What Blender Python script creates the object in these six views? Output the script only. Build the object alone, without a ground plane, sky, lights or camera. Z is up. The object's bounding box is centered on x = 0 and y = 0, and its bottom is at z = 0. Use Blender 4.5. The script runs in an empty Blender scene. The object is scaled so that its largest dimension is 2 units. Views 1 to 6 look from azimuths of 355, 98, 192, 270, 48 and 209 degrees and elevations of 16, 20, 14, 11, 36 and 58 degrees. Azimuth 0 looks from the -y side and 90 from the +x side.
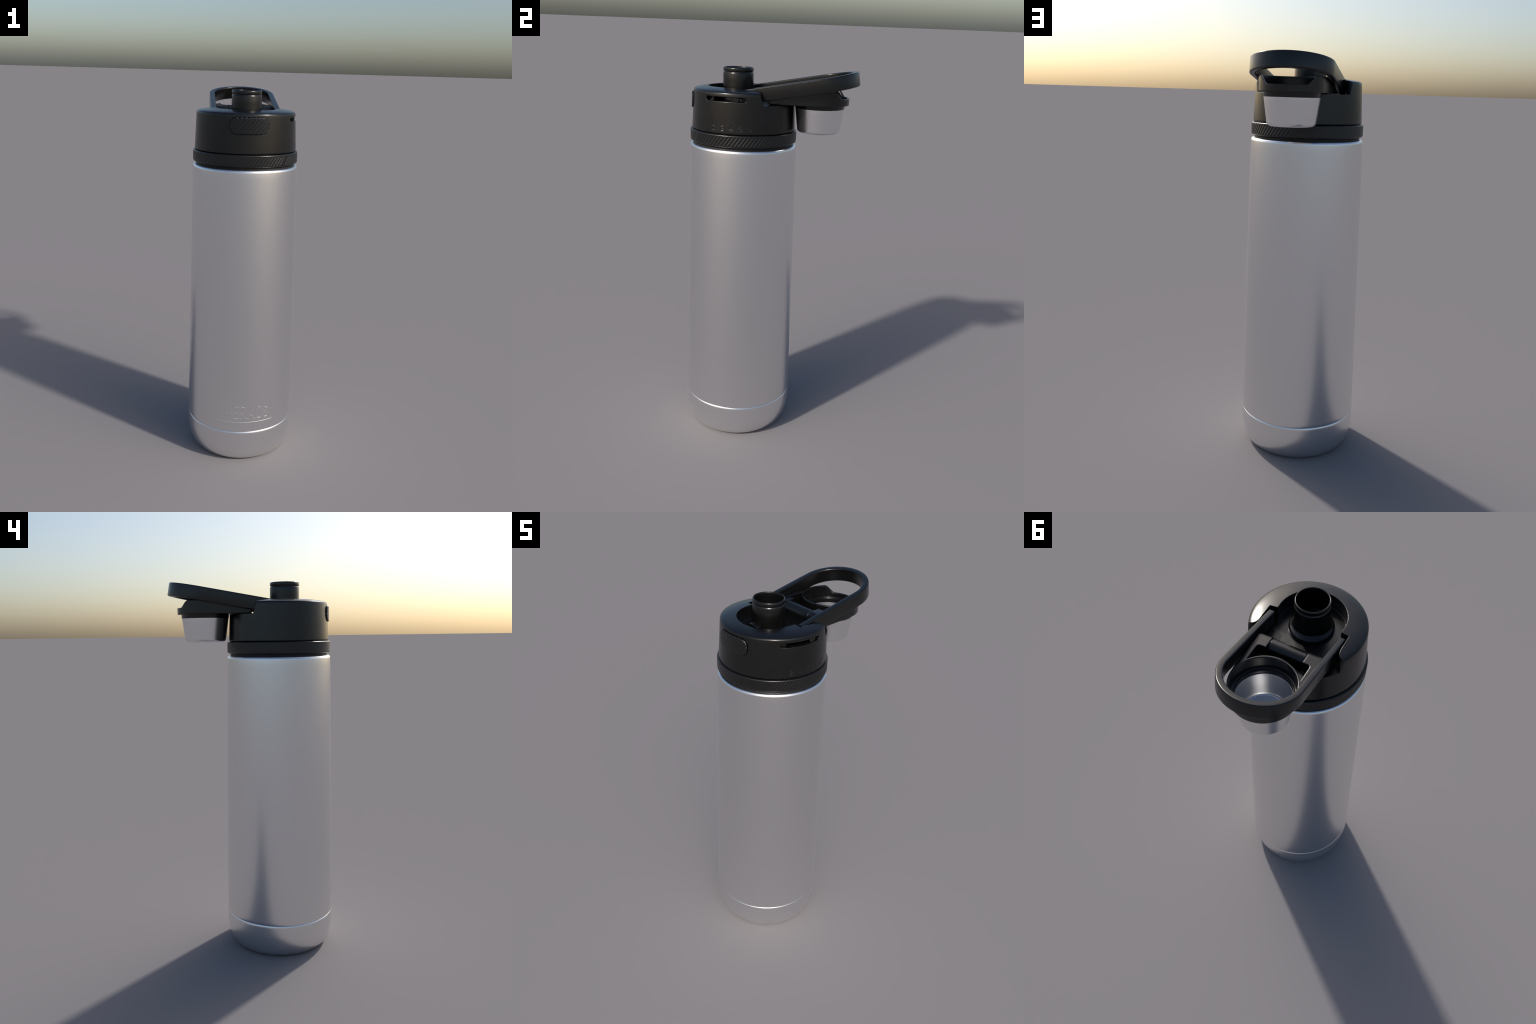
import bpy, bmesh, math
from mathutils import Vector

# ------------------------------------------------------------------ sizes (metres)
AXIS_Y = -0.143            # bottle axis
SPOUT_Y = -0.176           # drinking spout axis
CUP_Y = 0.245              # flipped-back cap axis
FLOOR_Z = 1.833            # recess floor / back ledge of the lid
rad = math.radians


# ------------------------------------------------------------------ materials
def plastic(name, colour, rough, bevel, grain=0.02):
    m = bpy.data.materials.new(name)
    m.use_nodes = True
    nt = m.node_tree
    p = nt.nodes["Principled BSDF"]
    p.inputs["Base Color"].default_value = (*colour, 1)
    p.inputs["IOR"].default_value = 1.5
    tc = nt.nodes.new("ShaderNodeTexCoord")
    no = nt.nodes.new("ShaderNodeTexNoise")
    no.inputs["Scale"].default_value = 16
    no.inputs["Detail"].default_value = 5
    nt.links.new(tc.outputs["Object"], no.inputs["Vector"])
    mr = nt.nodes.new("ShaderNodeMapRange")
    mr.inputs["From Min"].default_value = 0.3
    mr.inputs["From Max"].default_value = 0.7
    mr.inputs["To Min"].default_value = rough - grain
    mr.inputs["To Max"].default_value = rough + grain
    nt.links.new(no.outputs["Fac"], mr.inputs["Value"])
    nt.links.new(mr.outputs["Result"], p.inputs["Roughness"])
    if bevel:
        b = nt.nodes.new("ShaderNodeBevel")
        b.samples = 8
        b.inputs["Radius"].default_value = bevel
        nt.links.new(b.outputs["Normal"], p.inputs["Normal"])
    return m


def steel(name, colour, rough, bevel=0.0):
    m = bpy.data.materials.new(name)
    m.use_nodes = True
    nt = m.node_tree
    p = nt.nodes["Principled BSDF"]
    p.inputs["Base Color"].default_value = (*colour, 1)
    p.inputs["Metallic"].default_value = 1.0
    tc = nt.nodes.new("ShaderNodeTexCoord")
    mp = nt.nodes.new("ShaderNodeMapping")
    mp.inputs["Scale"].default_value = (14, 14, 60)
    no = nt.nodes.new("ShaderNodeTexNoise")
    no.inputs["Scale"].default_value = 4
    no.inputs["Detail"].default_value = 3
    nt.links.new(tc.outputs["Object"], mp.inputs["Vector"])
    nt.links.new(mp.outputs["Vector"], no.inputs["Vector"])
    mr = nt.nodes.new("ShaderNodeMapRange")
    mr.inputs["To Min"].default_value = rough - 0.005
    mr.inputs["To Max"].default_value = rough + 0.005
    nt.links.new(no.outputs["Fac"], mr.inputs["Value"])
    nt.links.new(mr.outputs["Result"], p.inputs["Roughness"])
    if bevel:
        b = nt.nodes.new("ShaderNodeBevel")
        b.samples = 8
        b.inputs["Radius"].default_value = bevel
        nt.links.new(b.outputs["Normal"], p.inputs["Normal"])
    return m


BLACK = plastic("black_plastic", (0.0035, 0.0035, 0.0035), 0.26, 0.004)
BLACK_FINE = plastic("black_plastic_fine", (0.0035, 0.0035, 0.0035), 0.26, 0.002)
BLACK_SOFT = plastic("black_plastic_soft", (0.0035, 0.0035, 0.0035), 0.26, 0.007)
GRIP = plastic("black_grip_plastic", (0.0050, 0.0050, 0.0050), 0.31, 0.0)
RUBBER = plastic("black_rubber", (0.003, 0.003, 0.003), 0.5, 0.0)
STEEL = steel("brushed_steel", (0.845, 0.845, 0.855), 0.285)
STEEL_DIMMED = steel("steel_darkened_for_cup_shade", (0.68, 0.68, 0.69), 0.36)  # cup steel with the interior's dark reflections baked into a lower base colour
STEEL_CUP = steel("steel_cup", (0.845, 0.845, 0.855), 0.29)


# ------------------------------------------------------------------ scene tree
root = bpy.data.objects.new("water_bottle", None)
root.location = (0, AXIS_Y, 0)
bpy.context.scene.collection.objects.link(root)
root["label"] = "tall steel insulated bottle with open black flip lid and carry loop"
root["category"] = "water bottle"


def make(name, bm, mat, parent=None, angle=35, keep=True):
    me = bpy.data.meshes.new(name)
    bmesh.ops.recalc_face_normals(bm, faces=bm.faces[:])
    bm.to_mesh(me)
    bm.free()
    return wrap(name, me, mat, parent, angle)


def wrap(name, me, mat, parent=None, angle=35):
    ob = bpy.data.objects.new(name, me)
    bpy.context.scene.collection.objects.link(ob)
    me.materials.clear()
    if mat:
        me.materials.append(mat)
    par = parent or root
    ob.parent = par
    # every mesh is modelled in world coordinates
    ob.matrix_parent_inverse = bpy.data.objects["water_bottle"].matrix_world.inverted() \
        if par is not root else root.matrix_basis.inverted()
    if par is not root:
        ob.matrix_parent_inverse.identity()
    smooth(me, angle)
    return ob


def smooth(me, angle):
    me.shade_smooth()
    me.set_sharp_from_angle(angle=rad(angle))


def carve(ob, steps, angle=35):
    """Boolean a list of (operation, bmesh) into ob and apply."""
    helpers = []
    for op, bm in steps:
        bmesh.ops.recalc_face_normals(bm, faces=bm.faces[:])
        me = bpy.data.meshes.new("cutter")
        bm.to_mesh(me)
        bm.free()
        c = bpy.data.objects.new("cutter", me)
        bpy.context.scene.collection.objects.link(c)
        md = ob.modifiers.new("cut", "BOOLEAN")
        md.operation = op
        md.solver = "EXACT"
        md.object = c
        helpers.append(c)
    dg = bpy.context.evaluated_depsgraph_get()
    dg.update()
    me = bpy.data.meshes.new_from_object(ob.evaluated_get(dg))
    ob.modifiers.clear()
    mats = list(ob.data.materials)
    ob.data = me
    me.materials.clear()
    for m in mats:
        me.materials.append(m)
    for c in helpers:
        bpy.data.objects.remove(c)
    smooth(me, angle)


# ------------------------------------------------------------------ mesh builders
def even(a, b, n):
    return [a + (b - a) * i / n for i in range(n)]


def full_circle(n=192):
    return even(-math.pi, math.pi, n)


def revolve(profile, cy, thetas=None, shift=None, closed=False):
    """Turn (r, z) points round the vertical axis at (0, cy).
    shift(theta, r, z) adds to the radius.  r == 0 ends close to a pole."""
    bm = bmesh.new()
    thetas = thetas or full_circle()
    rows = []
    for r, z in profile:
        if r <= 1e-6:
            rows.append([bm.verts.new((0, cy, z))])
            continue
        row = []
        for t in thetas:
            q = r + (shift(t, r, z) if shift else 0)
            row.append(bm.verts.new((q * math.cos(t), cy + q * math.sin(t), z)))
        rows.append(row)
    pairs = list(zip(rows[:-1], rows[1:]))
    if closed:
        pairs.append((rows[-1], rows[0]))
    n = len(thetas)
    for a, b in pairs:
        for i in range(n):
            j = (i + 1) % n
            if len(a) == 1 and len(b) == 1:
                continue
            if len(a) == 1:
                bm.faces.new((a[0], b[i], b[j]))
            elif len(b) == 1:
                bm.faces.new((a[i], a[j], b[0]))
            else:
                bm.faces.new((a[i], a[j], b[j], b[i]))
    return bm


def prism(low, high):
    """Loft between two equal-length loops of 3D points and cap both ends."""
    bm = bmesh.new()
    a = [bm.verts.new(p) for p in low]
    b = [bm.verts.new(p) for p in high]
    n = len(a)
    for i in range(n):
        j = (i + 1) % n
        bm.faces.new((a[i], a[j], b[j], b[i]))
    bm.faces.new(a)
    bm.faces.new(b)
    return bm


def cylinder_x(y, z, r, x0, x1, n=64):
    ring = [(y + r * math.cos(2 * math.pi * k / n), z + r * math.sin(2 * math.pi * k / n)) for k in range(n)]
    return prism([(x0, p, q) for p, q in ring], [(x1, p, q) for p, q in ring])


def box(x0, x1, y0, y1, z0, z1):
    loop = [(x0, y0), (x1, y0), (x1, y1), (x0, y1)]
    return prism([(x, y, z0) for x, y in loop], [(x, y, z1) for x, y in loop])


def arc(cx, cy, r, a0, a1, n):
    return [(cx + r * math.cos(rad(a0 + (a1 - a0) * i / n)), cy + r * math.sin(rad(a0 + (a1 - a0) * i / n)))
            for i in range(n + 1)]


def corner(r0, z0, r1, z1, n, power=2.0):
    """Elliptic quarter from (r0, z0) vertical tangent to (r1, z1) horizontal tangent."""
    out = []
    for i in range(n + 1):
        t = math.pi / 2 * i / n
        out.append((r1 + (r0 - r1) * math.cos(t) ** (2 / power), z0 + (z1 - z0) * math.sin(t) ** (2 / power)))
    return out


def step(e0, e1, x):
    t = min(1, max(0, (x - e0) / (e1 - e0)))
    return t * t * (3 - 2 * t)


# ------------------------------------------------------------------ lettering as strokes
def seg_dist(px, py, a, b):
    dx, dy = b[0] - a[0], b[1] - a[1]
    L = dx * dx + dy * dy
    t = 0 if L == 0 else min(1, max(0, ((px - a[0]) * dx + (py - a[1]) * dy) / L))
    return math.hypot(px - a[0] - t * dx, py - a[1] - t * dy)


def stroke_dist(px, py, strokes):
    return min(seg_dist(px, py, s[i], s[i + 1]) for s in strokes for i in range(len(s) - 1))


def bow(cx, cy, rx, ry, a0, a1, n=12):
    return [(cx + rx * math.cos(rad(a0 + (a1 - a0) * i / n)), cy + ry * math.sin(rad(a0 + (a1 - a0) * i / n)))
            for i in range(n + 1)]


# skeletons in a unit box, x right, y up
CAPS = {
    "T": [[(0, 1), (1, 1)], [(.5, 0), (.5, 1)]],
    "H": [[(0, 0), (0, 1)], [(1, 0), (1, 1)], [(0, .5), (1, .5)]],
    "E": [[(0, 0), (0, 1)], [(0, 1), (.95, 1)], [(0, .5), (.8, .5)], [(0, 0), (1, 0)]],
    "R": [[(0, 0), (0, 1), (.5, 1)], bow(.55, .74, .4, .26, 90, -90), [(.55, .48), (0, .48)], [(.5, .48), (1, 0)]],
    "M": [[(0, 0), (0, 1), (.5, .25), (1, 1), (1, 0)]],
    "O": [bow(.5, .62, .5, .38, 0, 180) + bow(.5, .38, .5, .38, 180, 360) + [(1, .62)]],
    "S": [bow(.5, .76, .48, .24, 25, 205, 12) + [(.2, .6), (.8, .4)] + bow(.5, .24, .48, .24, 25, -155, 12)],
}
NUMERALS = {
    "1": [[(.3, .8), (.55, 1), (.55, 0)]],
    "2": [bow(.5, .7, .45, .3, 165, -20) + [(.05, 0), (1, 0)]],
    "3": [bow(.5, .75, .4, .25, 150, -90), bow(.5, .25, .46, .25, 90, -150)],
    "4": [[(.7, 0), (.7, 1), (.0, .28), (1, .28)]],
    "5": [[(.92, 1), (.18, 1), (.1, .53)] + bow(.48, .32, .46, .32, 125, -150)],
    "6": [bow(.5, .32, .45, .32, 0, 360, 20), [(.75, 1), (.3, .72), (.06, .36)]],
}

# the raised word low on the front: start and end angle of each letter
WORD = [("T", -115.2, -107.9), ("H", -107.3, -101.1), ("E", -100.3, -94.4), ("R", -93.6, -86.2),
        ("M", -85.7, -77.2), ("O", -76.6, -69.4), ("S", -68.7, -62.7)]
WORD_MID, WORD_R = -89.0, 0.2958


def word_depth(theta, r, z):
    """Engraving depth of the plaque and its letters on the bottle wall."""
    if not 0.238 < z < 0.39:
        return 0
    d = math.degrees(theta)
    if not -128 < d < -50:
        return 0
    k = rad(1) * WORD_R                      # metres per degree
    u = (d - WORD_MID) * k
    half = 33.2 * k
    # plaque: flat foot, arched top, sides leaning slightly out
    t = u / half
    top = 0.376 - 0.029 * t * t
    foot = 0.2515
    side = half * (0.945 + 0.055 * (z - foot) / 0.095)
    c = 0.010                                 # corner radius
    ex = abs(u) - (side - c)
    ez = max(foot + c - z, z - (top - c))
    inside = -(math.hypot(max(ex, 0), max(ez, 0)) + min(max(ex, ez), 0) - c)
    depth = 0.0008 * step(-0.0008, 0.0012, inside)
    for ch, a0, a1 in WORD:
        if not a0 - 1 < d < a1 + 1:
            continue
        x0, x1 = (a0 - WORD_MID) * k, (a1 - WORD_MID) * k
        w = 0.0044                            # half stroke
        mid = (0.5 * (a0 + a1) - WORD_MID) / 26.0
        lo, hi = 0.2725 + w, 0.3505 - 0.0125 * mid * mid - w
        sx, sz = x1 - x0 - 2 * w, hi - lo
        strokes = [[(x0 + w + p * sx, lo + q * sz) for p, q in s] for s in CAPS[ch]]
        e = w - stroke_dist(u, z, strokes)
        depth += 0.0008 * step(-0.0006, 0.001, e)
    return -depth


MARKS = [("1", -34.3), ("2", -22.9), ("3", -12.5), ("4", -2.9), ("5", 7.0), ("6", 16.8)]


def mark_depth(theta, r, z):
    if not 1.708 < z < 1.745:
        return 0
    d = math.degrees(theta)
    k = rad(1) * 0.263
    for ch, mid in MARKS:
        u = (d - mid) * k
        if abs(u) > 0.013:
            continue
        w, wide, lo, hi = 0.0018, 0.0155, 1.7145, 1.7375
        strokes = [[((p - .5) * wide, lo + q * (hi - lo)) for p, q in s] for s in NUMERALS[ch]]
        return -0.0012 * step(-0.0006, 0.0008, w - stroke_dist(u, z, strokes))
    return 0


def dense_angles(a0, a1, fine, coarse):
    """Angles over a full turn, closer together between a0 and a1 (degrees)."""
    n1 = int((a1 - a0) / fine)
    n2 = int((360 - (a1 - a0)) / coarse)
    return [rad(v) for v in even(a0, a1, n1) + even(a1, a0 + 360, n2)]


# ------------------------------------------------------------------ bottle body
def body_r(z):
    return 0.2756 + (1.59 - z) * 0.0160 + 0.0002 * math.sin(math.pi * min(1, max(0, (z - 0.2) / 1.39)))


prof = [(0.0, 0.196), (0.2925, 0.196), (0.2935, 0.1930), (0.2955, 0.1930), (0.2964, 0.1945), (0.2972, 0.1990)]
prof += [(body_r(z), z) for z in (0.206, 0.215, 0.23)]
prof += [(body_r(z), z) for z in even(0.238, 0.39, 150)]
prof += [(body_r(z), z) for z in even(0.39, 1.602, 40)]
prof += corner(body_r(1.604), 1.604, 0.2615, 1.6195, 10)
prof += [(0.256, 1.6197), (0.250, 1.6192), (0.250, 1.56), (0.0, 1.56)]
body = make("bottle_body", revolve(prof, AXIS_Y, dense_angles(-126, -52, 0.2, 1.5), word_depth), STEEL, angle=40)

# base, seated below a fine seam whose lower lip slopes up and catches the sky
prof = [(0.0, 0.1935), (0.2925, 0.1935), (0.2940, 0.1925), (0.2958, 0.1902), (0.2971, 0.1870), (0.2979, 0.1832), (0.2983, 0.1790), (0.2984, 0.175)]
prof += corner(0.2983, 0.145, 0.238, 0.0, 24)
prof += [(0.225, 0.0), (0.215, 0.006), (0.0, 0.008)]
make("bottle_base", revolve(prof, AXIS_Y), STEEL, angle=40)

# rubber gasket filling the neck gap
prof = [(0.20, 1.600), (0.2575, 1.600), (0.2575, 1.6215), (0.2590, 1.623), (0.2590, 1.626), (0.2575, 1.6275),
        (0.2575, 1.640), (0.20, 1.640)]
make("neck_gasket", revolve(prof, AXIS_Y, closed=True), RUBBER)


# ------------------------------------------------------------------ ribbed grip ring
RIBS, RING_R, RING_SLANT = 90, 0.2742, 0.74


def rib(theta, r, z):
    if r < 0.2725:
        return 0
    window = step(1.6385, 1.6425, z) * (1 - step(1.6835, 1.6865, z))
    # one rib is left plain as an index mark
    pos = (theta - (z - 1.6625) * RING_SLANT / RING_R) * RIBS / (2 * math.pi)
    if abs((pos - round(rad(-46) * RIBS / (2 * math.pi)))) < 0.5:
        return 0
    f = pos % 1.0
    groove = step(0.04, 0.34, min(f, 1 - f))
    return -0.0015 * (1 - groove) * window


prof = [(0.235, 1.690), (0.235, 1.6315), (0.2620, 1.6305), (0.2645, 1.6310)]
prof += [(0.2655 + 0.0085 * math.sin(math.pi / 2 * i / 5), 1.6405 - 0.008 * math.cos(math.pi / 2 * i / 5)) for i in range(6)]
prof += [(RING_R, z) for z in even(1.642, 1.686, 22)] + [(RING_R, 1.686)]
prof += [(0.2738, 1.6885), (0.2722, 1.6910), (0.2695, 1.6925), (0.2655, 1.6930), (0.235, 1.6930)]
make("grip_ring", revolve(prof, AXIS_Y, full_circle(90 * 14), rib, closed=True), GRIP, angle=60)

# ------------------------------------------------------------------ lid
def lid_r(z):
    return 0.2654 - (z - 1.697) * 0.0475


prof = [(0.0, 1.690), (0.255, 1.690), (0.2585, 1.694), (0.2635, 1.6955), (0.2650, 1.6975)]
prof += [(lid_r(z), z) for z in (1.7005, 1.704)]
prof += [(lid_r(z), z) for z in even(1.708, 1.745, 46)]
prof += [(lid_r(z), z) for z in even(1.745, 1.868, 16)]
prof += [(lid_r(1.868), 1.868), (lid_r(1.875), 1.875), (0.2566, 1.8815), (0.2558, 1.8860), (0.2538, 1.8894), (0.2500, 1.8919),
         (0.2440, 1.8938), (0.2350, 1.8960), (0.2210, 1.8987), (0.2000, 1.9017), (0.1800, 1.9036), (0.1600, 1.9050),
         (0.1400, 1.9058), (0.10, 1.9062), (0.05, 1.9062), (0.0, 1.9062)]
lid = make("lid", revolve(prof, AXIS_Y, dense_angles(-39, 21, 0.18, 1.25), mark_depth), BLACK, angle=32)

# opening: round well about the spout, two handle slots, and a cut-away back
def opening(z, back):
    s = arc(0, SPOUT_Y, 0.152, -90, 4, 40)
    s += [(0.1515, -0.1475), (0.1880, -0.1455), (0.1885, -0.10), (0.1895, back - 0.034)]
    s += [(0.1912, back - 0.022), (0.1950, back - 0.0125), (0.2010, back - 0.0055), (0.2085, back - 0.0013),
          (0.2160, back), (0.36, back)]
    s += [(0.36, 0.30)]
    mirrored = [(-x, y) for x, y in reversed(s[1:])]
    return [(x, y, z) for x, y in s + mirrored]


well = prism(opening(FLOOR_Z, -0.008), opening(1.96, -0.044))
bore = revolve([(0.0, 1.72), (0.073, 1.72), (0.073, 1.86), (0.0, 1.86)], SPOUT_Y, full_circle(64))


def wall_patch(half_h, t0, t1, z0, r_in, r_out, n=72, end=0.011):
    """Stadium outline on the lid wall (angles in degrees) as a solid between two radii."""
    bm = bmesh.new()
    cols = []
    R = 0.26
    L = rad(t1 - t0) * R
    for i in range(n + 1):
        s = L * (0.5 - 0.5 * math.cos(math.pi * i / n))
        e = min(s, L - s)
        h = half_h * math.sqrt(max(0.0016, 1 - (1 - min(e, end) / end) ** 2))
        if end < half_h:
            h = half_h - end + end * math.sqrt(max(0.0016, 1 - (1 - min(e, end) / end) ** 2))
        t = rad(t0) + s / R
        c, q = math.cos(t), math.sin(t)
        cols.append([bm.verts.new((r * c, AXIS_Y + r * q, z0 + d * h))
                     for r, d in ((r_in, -1), (r_out, -1), (r_out, 1), (r_in, 1))])
    for a, b in zip(cols[:-1], cols[1:]):
        for k in range(4):
            bm.faces.new((a[k], b[k], b[(k + 1) % 4], a[(k + 1) % 4]))
    bm.faces.new(cols[0])
    bm.faces.new(cols[-1][::-1])
    return bm


slot = wall_patch(0.0112, -34.9, 12.9, 1.8595, 0.178, 0.30)
socket = wall_patch(0.0418, -111.9, -68.1, 1.8325, 0.253, 0.30, end=0.035)
carve(lid, [("DIFFERENCE", well), ("DIFFERENCE", bore), ("DIFFERENCE", slot), ("DIFFERENCE", socket)], angle=32)

# sliding lock pin in the side slot
bm = bmesh.new()
for k, (c, w, o) in enumerate(((2.3, 0.0115, 0.2545), (6.8, 0.0065, 0.2515), (2.5, 0.0480, 0.2080))):
    b = wall_patch((0.0088, 0.0082, 0.0108)[k], c - w / 0.26 * 57.3, c + w / 0.26 * 57.3, 1.8585, 0.20, o, n=20, end=0.006)
    me = bpy.data.meshes.new("tmp")
    b.to_mesh(me)
    b.free()
    bm.from_mesh(me)
    bpy.data.meshes.remove(me)
make("lock_slider", bm, BLACK_FINE, angle=50)
# block closing the front end of the slot
make("slot_stop", wall_patch(0.0105, -33.5, -27.5, 1.8595, 0.195, 0.238, n=16, end=0.004), BLACK_FINE, angle=50)

# ------------------------------------------------------------------ latch button with slanted ribs
def button_mesh():
    bm = bmesh.new()
    R, HW, HH, C = 0.2672, 0.0995, 0.0405, 0.034
    nu, nv = 260, 110
    grid = {}
    for i in range(nu + 1):
        u = -HW + 2 * HW * i / nu
        # half height of the rounded rectangle at this u
        e = max(0, abs(u) - (HW - C))
        h = HH - C + math.sqrt(max(0, C * C - e * e))
        for j in range(nv + 1):
            v = -h + 2 * h * j / nv
            ex, ez = abs(u) - (HW - C), abs(v) - (HH - C)
            inside = C - (math.hypot(max(ex, 0), max(ez, 0)) + min(max(ex, ez), 0))
            f = ((u - v) / 0.0232 + 0.18) % 1.0
            g = min(f, 1 - f)
            depth = 0.0021 * (1 - step(0.08, 0.24, g)) + 0.0030 * (1 - step(0, 0.0035, inside))
            r = R + 0.0006 * (-v / HH) - depth
            t = -math.pi / 2 + u / R
            grid[i, j] = bm.verts.new((r * math.cos(t), AXIS_Y + r * math.sin(t), 1.8325 + v))
    for i in range(nu):
        for j in range(nv):
            bm.faces.new((grid[i, j], grid[i + 1, j], grid[i + 1, j + 1], grid[i, j + 1]))
    # side wall going into the socket
    rim = [grid[i, 0] for i in range(nu + 1)] + [grid[nu, j] for j in range(1, nv + 1)]
    rim += [grid[i, nv] for i in range(nu - 1, -1, -1)] + [grid[0, j] for j in range(nv - 1, 0, -1)]
    back = []
    for v in rim:
        d = Vector((v.co.x, v.co.y - AXIS_Y))
        d *= 0.246 / d.length
        back.append(bm.verts.new((d.x, AXIS_Y + d.y, v.co.z)))
    n = len(rim)
    for i in range(n):
        bm.faces.new((rim[i], back[i], back[(i + 1) % n], rim[(i + 1) % n]))
    bmesh.ops.remove_doubles(bm, verts=bm.verts[:], dist=1e-5)
    return bm


make("latch_button", button_mesh(), GRIP, angle=50)

# latch hook standing inside the well, behind the button
bm = box(-0.030, 0.030, -0.272, -0.235, FLOOR_Z - 0.003, 1.884)
hook = make("latch_hook", bm, BLACK_FINE)
md = hook.modifiers.new("bevel", "BEVEL")
md.width, md.segments = 0.004, 3

# ------------------------------------------------------------------ drinking spout
prof = [(0.0, 1.735), (0.0655, 1.735), (0.0668, 1.76), (0.0690, 1.985), (0.0695, 1.9915), (0.0708, 1.9950),
        (0.0728, 1.9960), (0.0752, 1.9950), (0.0768, 1.9925), (0.0772, 1.9885), (0.0772, 1.9800), (0.0768, 1.9780),
        (0.0748, 1.9770), (0.0742, 1.9755), (0.0742, 1.9730), (0.0750, 1.9715), (0.0768, 1.9695), (0.0773, 1.9665),
        (0.0775, 1.930), (0.0778, 1.878), (0.0785, 1.868), (0.0805, 1.8615), (0.0850, 1.8570), (0.0930, 1.8535),
        (0.0985, 1.8505), (0.1003, 1.8475), (0.1006, 1.8440), (0.0995, 1.8415), (0.0995, 1.8250), (0.0720, 1.8250),
        (0.0720, 1.725), (0.0, 1.725)]
make("drinking_spout", revolve(prof, SPOUT_Y, full_circle(128)), BLACK_FINE, angle=40)

# ------------------------------------------------------------------ carry handle: swept rounded bar round a U path
SLOPE = math.atan(0.183)
H_WIDE, H_TALL, H_R, H_MID = 0.0295, 0.0680, 0.1825, 0.249


def handle_mesh():
    # path in the handle plane: (x, s), s runs uphill away from the bottle
    rm = H_R - H_WIDE / 2
    tail = -0.382
    path = [((rm, tail + k * (-tail) / 20), (1, 0)) for k in range(20)]
    path += [((rm * math.cos(a), rm * math.sin(a)), (math.cos(a), math.sin(a)))
             for a in even(0, math.pi, 72) + [math.pi]]
    path += [((-rm, -k * (-tail) / 20), (-1, 0)) for k in range(1, 21)]
    path = [(p, n) for p, n in path]
    path[-1] = ((-rm, tail), (-1, 0))
    # section: across w, depth d (0 at top)
    w, h, c = H_WIDE / 2, H_TALL, 0.0055
    sec = []
    for cx, cz, a0 in ((w - c, -c, 0), (-w + c, -c, 90), (-w + c, -h + c, 180), (w - c, -h + c, 270)):
        sec += [(cx + c * math.cos(rad(a0 + 90 * i / 6)), cz + c * math.sin(rad(a0 + 90 * i / 6))) for i in range(7)]
    z_top = 1.9060 + 0.183 * (H_MID + 0.092)
    ca, sa = math.cos(SLOPE), math.sin(SLOPE)
    bm = bmesh.new()
    rows = []
    for (px, ps), (nx, ns) in path:
        row = []
        for a, d in sec:
            x, s = px + nx * a, ps + ns * a
            row.append(bm.verts.new((x, H_MID + s * ca - d * sa, z_top + s * sa + d * ca)))
        rows.append(row)
    m = len(sec)
    for a, b in zip(rows[:-1], rows[1:]):
        for i in range(m):
            bm.faces.new((a[i], a[(i + 1) % m], b[(i + 1) % m], b[i]))
    bm.faces.new(rows[0])
    bm.faces.new(rows[-1])
    return bm


make("carry_handle", handle_mesh(), BLACK, angle=50)

# ------------------------------------------------------------------ hinge bar on the lid
HINGE_Y, HINGE_Z, HINGE_R = 0.0320, 1.8690, 0.0375
bar = make("hinge_bar", cylinder_x(HINGE_Y, HINGE_Z - .001, 0.0358, -0.0825, 0.0825, 72), BLACK, angle=50)
carve(bar, [("UNION", box(-0.0815, 0.0815, HINGE_Y - 0.0340, HINGE_Y + 0.0340, FLOOR_Z - 0.004, HINGE_Z - .006))], angle=40)
pin = make("hinge_pin", cylinder_x(HINGE_Y, HINGE_Z, 0.012, -0.15, 0.15, 32), BLACK_FINE, angle=50)

# ------------------------------------------------------------------ flip cap swung open behind the bottle
CAP_LOW, CAP_TOP = 1.8365, 1.9050
RC = 0.1460
side = []
for i in range(24 + 1):                       # yz outline: barrel end at the hinge
    a = rad(90 + 180 * i / 24)
    side.append((HINGE_Y + HINGE_R * math.cos(a), HINGE_Z + HINGE_R * math.sin(a)))
side = [(y, max(CAP_LOW, min(CAP_TOP, z))) for y, z in side]
side += [(0.45, CAP_LOW), (0.45, CAP_TOP)]
blank = prism([(-0.2, y, z) for y, z in side], [(0.2, y, z) for y, z in side])

plan = [(0.1505, -0.01), (0.1505, 0.05), (0.1495, 0.15), (0.1485, 0.22)] + arc(0, CUP_Y, RC, 0, 180, 72)
plan += [(-0.1485, 0.22), (-0.1495, 0.15), (-0.1505, 0.05), (-0.1505, -0.01)]
outer = prism([(x, y, 1.80) for x, y in plan], [(x, y, 1.95) for x, y in plan])

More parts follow.
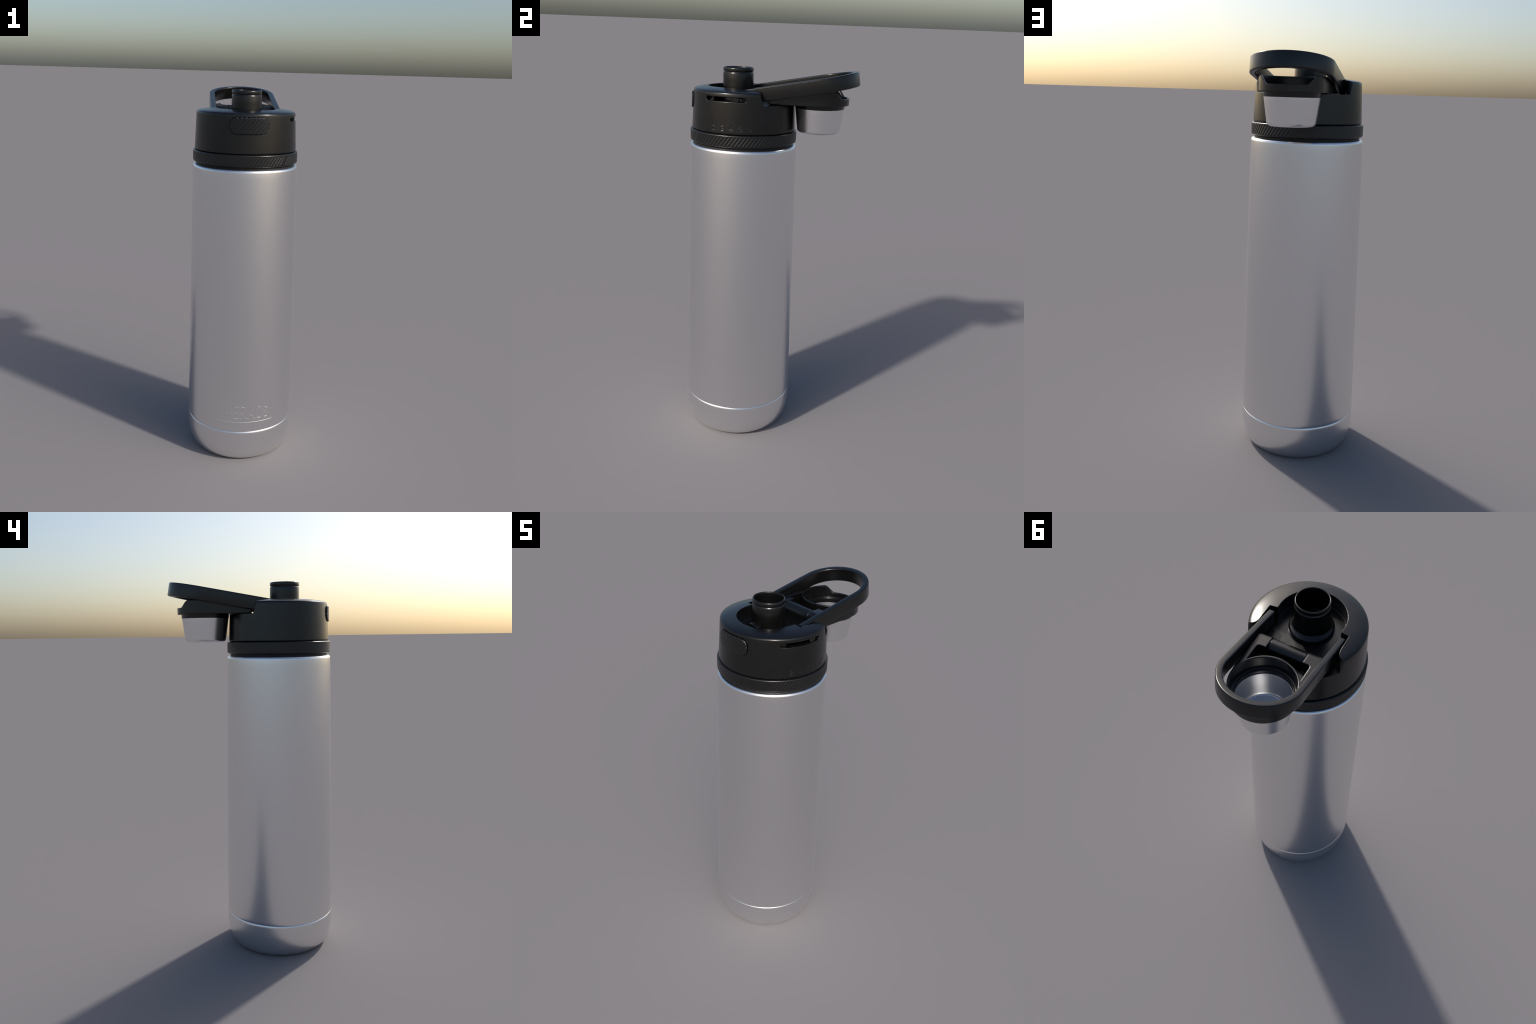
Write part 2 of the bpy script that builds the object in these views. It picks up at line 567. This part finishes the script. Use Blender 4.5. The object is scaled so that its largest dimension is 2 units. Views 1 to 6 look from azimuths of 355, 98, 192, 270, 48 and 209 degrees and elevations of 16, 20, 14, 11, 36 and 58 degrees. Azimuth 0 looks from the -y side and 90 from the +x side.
# gap between the hinge arms and the collar, and the notch for the bar
a_mid = math.degrees(math.asin(0.1225 / 0.1465))
pocket = [(0.0855, 0.0650), (0.0855, 0.0735), (0.112, 0.0745), (0.1195, 0.078), (0.1225, 0.086)]
pocket += arc(0, CUP_Y, 0.1465, -90 + a_mid, -90 - a_mid, 36)
pocket += [(-x, y) for x, y in ((0.1225, 0.086), (0.1195, 0.078), (0.112, 0.0745), (0.0855, 0.0735), (0.0855, 0.0650))]
pocket = prism([(x, y, 1.8480) for x, y in pocket], [(x, y, 1.95) for x, y in pocket])
notch = box(-0.0855, 0.0855, -0.05, 0.0695, 1.80, 1.95)

well = revolve([(0.0, 1.80), (0.1150, 1.80), (0.1270, 1.8365), (0.1270, 1.842), (0.1360, 1.8425), (0.1360, 1.846),
                (0.1385, 1.95), (0.0, 1.95)], CUP_Y, full_circle(144))

# lowered lip at the far end, S-shaped shoulders either side
lip = []
for i in range(121):
    x = -0.135 + 0.27 * i / 120
    lip.append((x, 1.8690 + (CAP_TOP - 1.8690 + 0.0005) * step(0.083, 0.124, abs(x))))
lip += [(0.135, 1.96), (-0.135, 1.96)]
dip = prism([(x, 0.27, z) for x, z in lip], [(x, 0.45, z) for x, z in lip])

cap = make("flip_cap", blank, BLACK_SOFT, angle=35)
carve(cap, [("INTERSECT", outer), ("DIFFERENCE", pocket), ("DIFFERENCE", notch), ("DIFFERENCE", well), ("DIFFERENCE", dip)], angle=35)

# plug rim below the collar and the steel cup it holds
prof = [(0.1215, 1.8155), (0.1235, 1.8155), (0.1248, 1.8175), (0.1258, 1.8360), (0.1262, 1.8400), (0.1262, 1.8420), (0.1215, 1.8420),
        (0.1205, 1.8395), (0.1200, 1.8200)]
make("cap_seal", revolve(prof, CUP_Y, full_circle(144), closed=True), BLACK_FINE, parent=cap)

prof = [(0.1190, 1.8170), (0.1236, 1.8170)] + [(0.1236 - 0.0140 * t, 1.8150 - 0.103 * t) for t in (0, .25, .5, .75, 1)]
prof += corner(0.1096, 1.7120, 0.0800, 1.6905, 14, 2.2)
prof += [(0.05, 1.6900), (0.0, 1.6900)]
make("cap_cup", revolve(prof, CUP_Y, full_circle(144)), STEEL_CUP, parent=cap, angle=50)

# inner bowl of the cup, its steel darkened and roughened to mute the sun streak
prof = [(0.1215, 1.8225), (0.1195, 1.8215), (0.1185, 1.8150)]
prof += corner(0.1080, 1.7195, 0.0945, 1.7055, 10)
prof += [(0.05, 1.7055), (0.0, 1.7055)]
make("cup_liner", revolve(prof, CUP_Y, full_circle(144)), STEEL_DIMMED, parent=cap, angle=50)
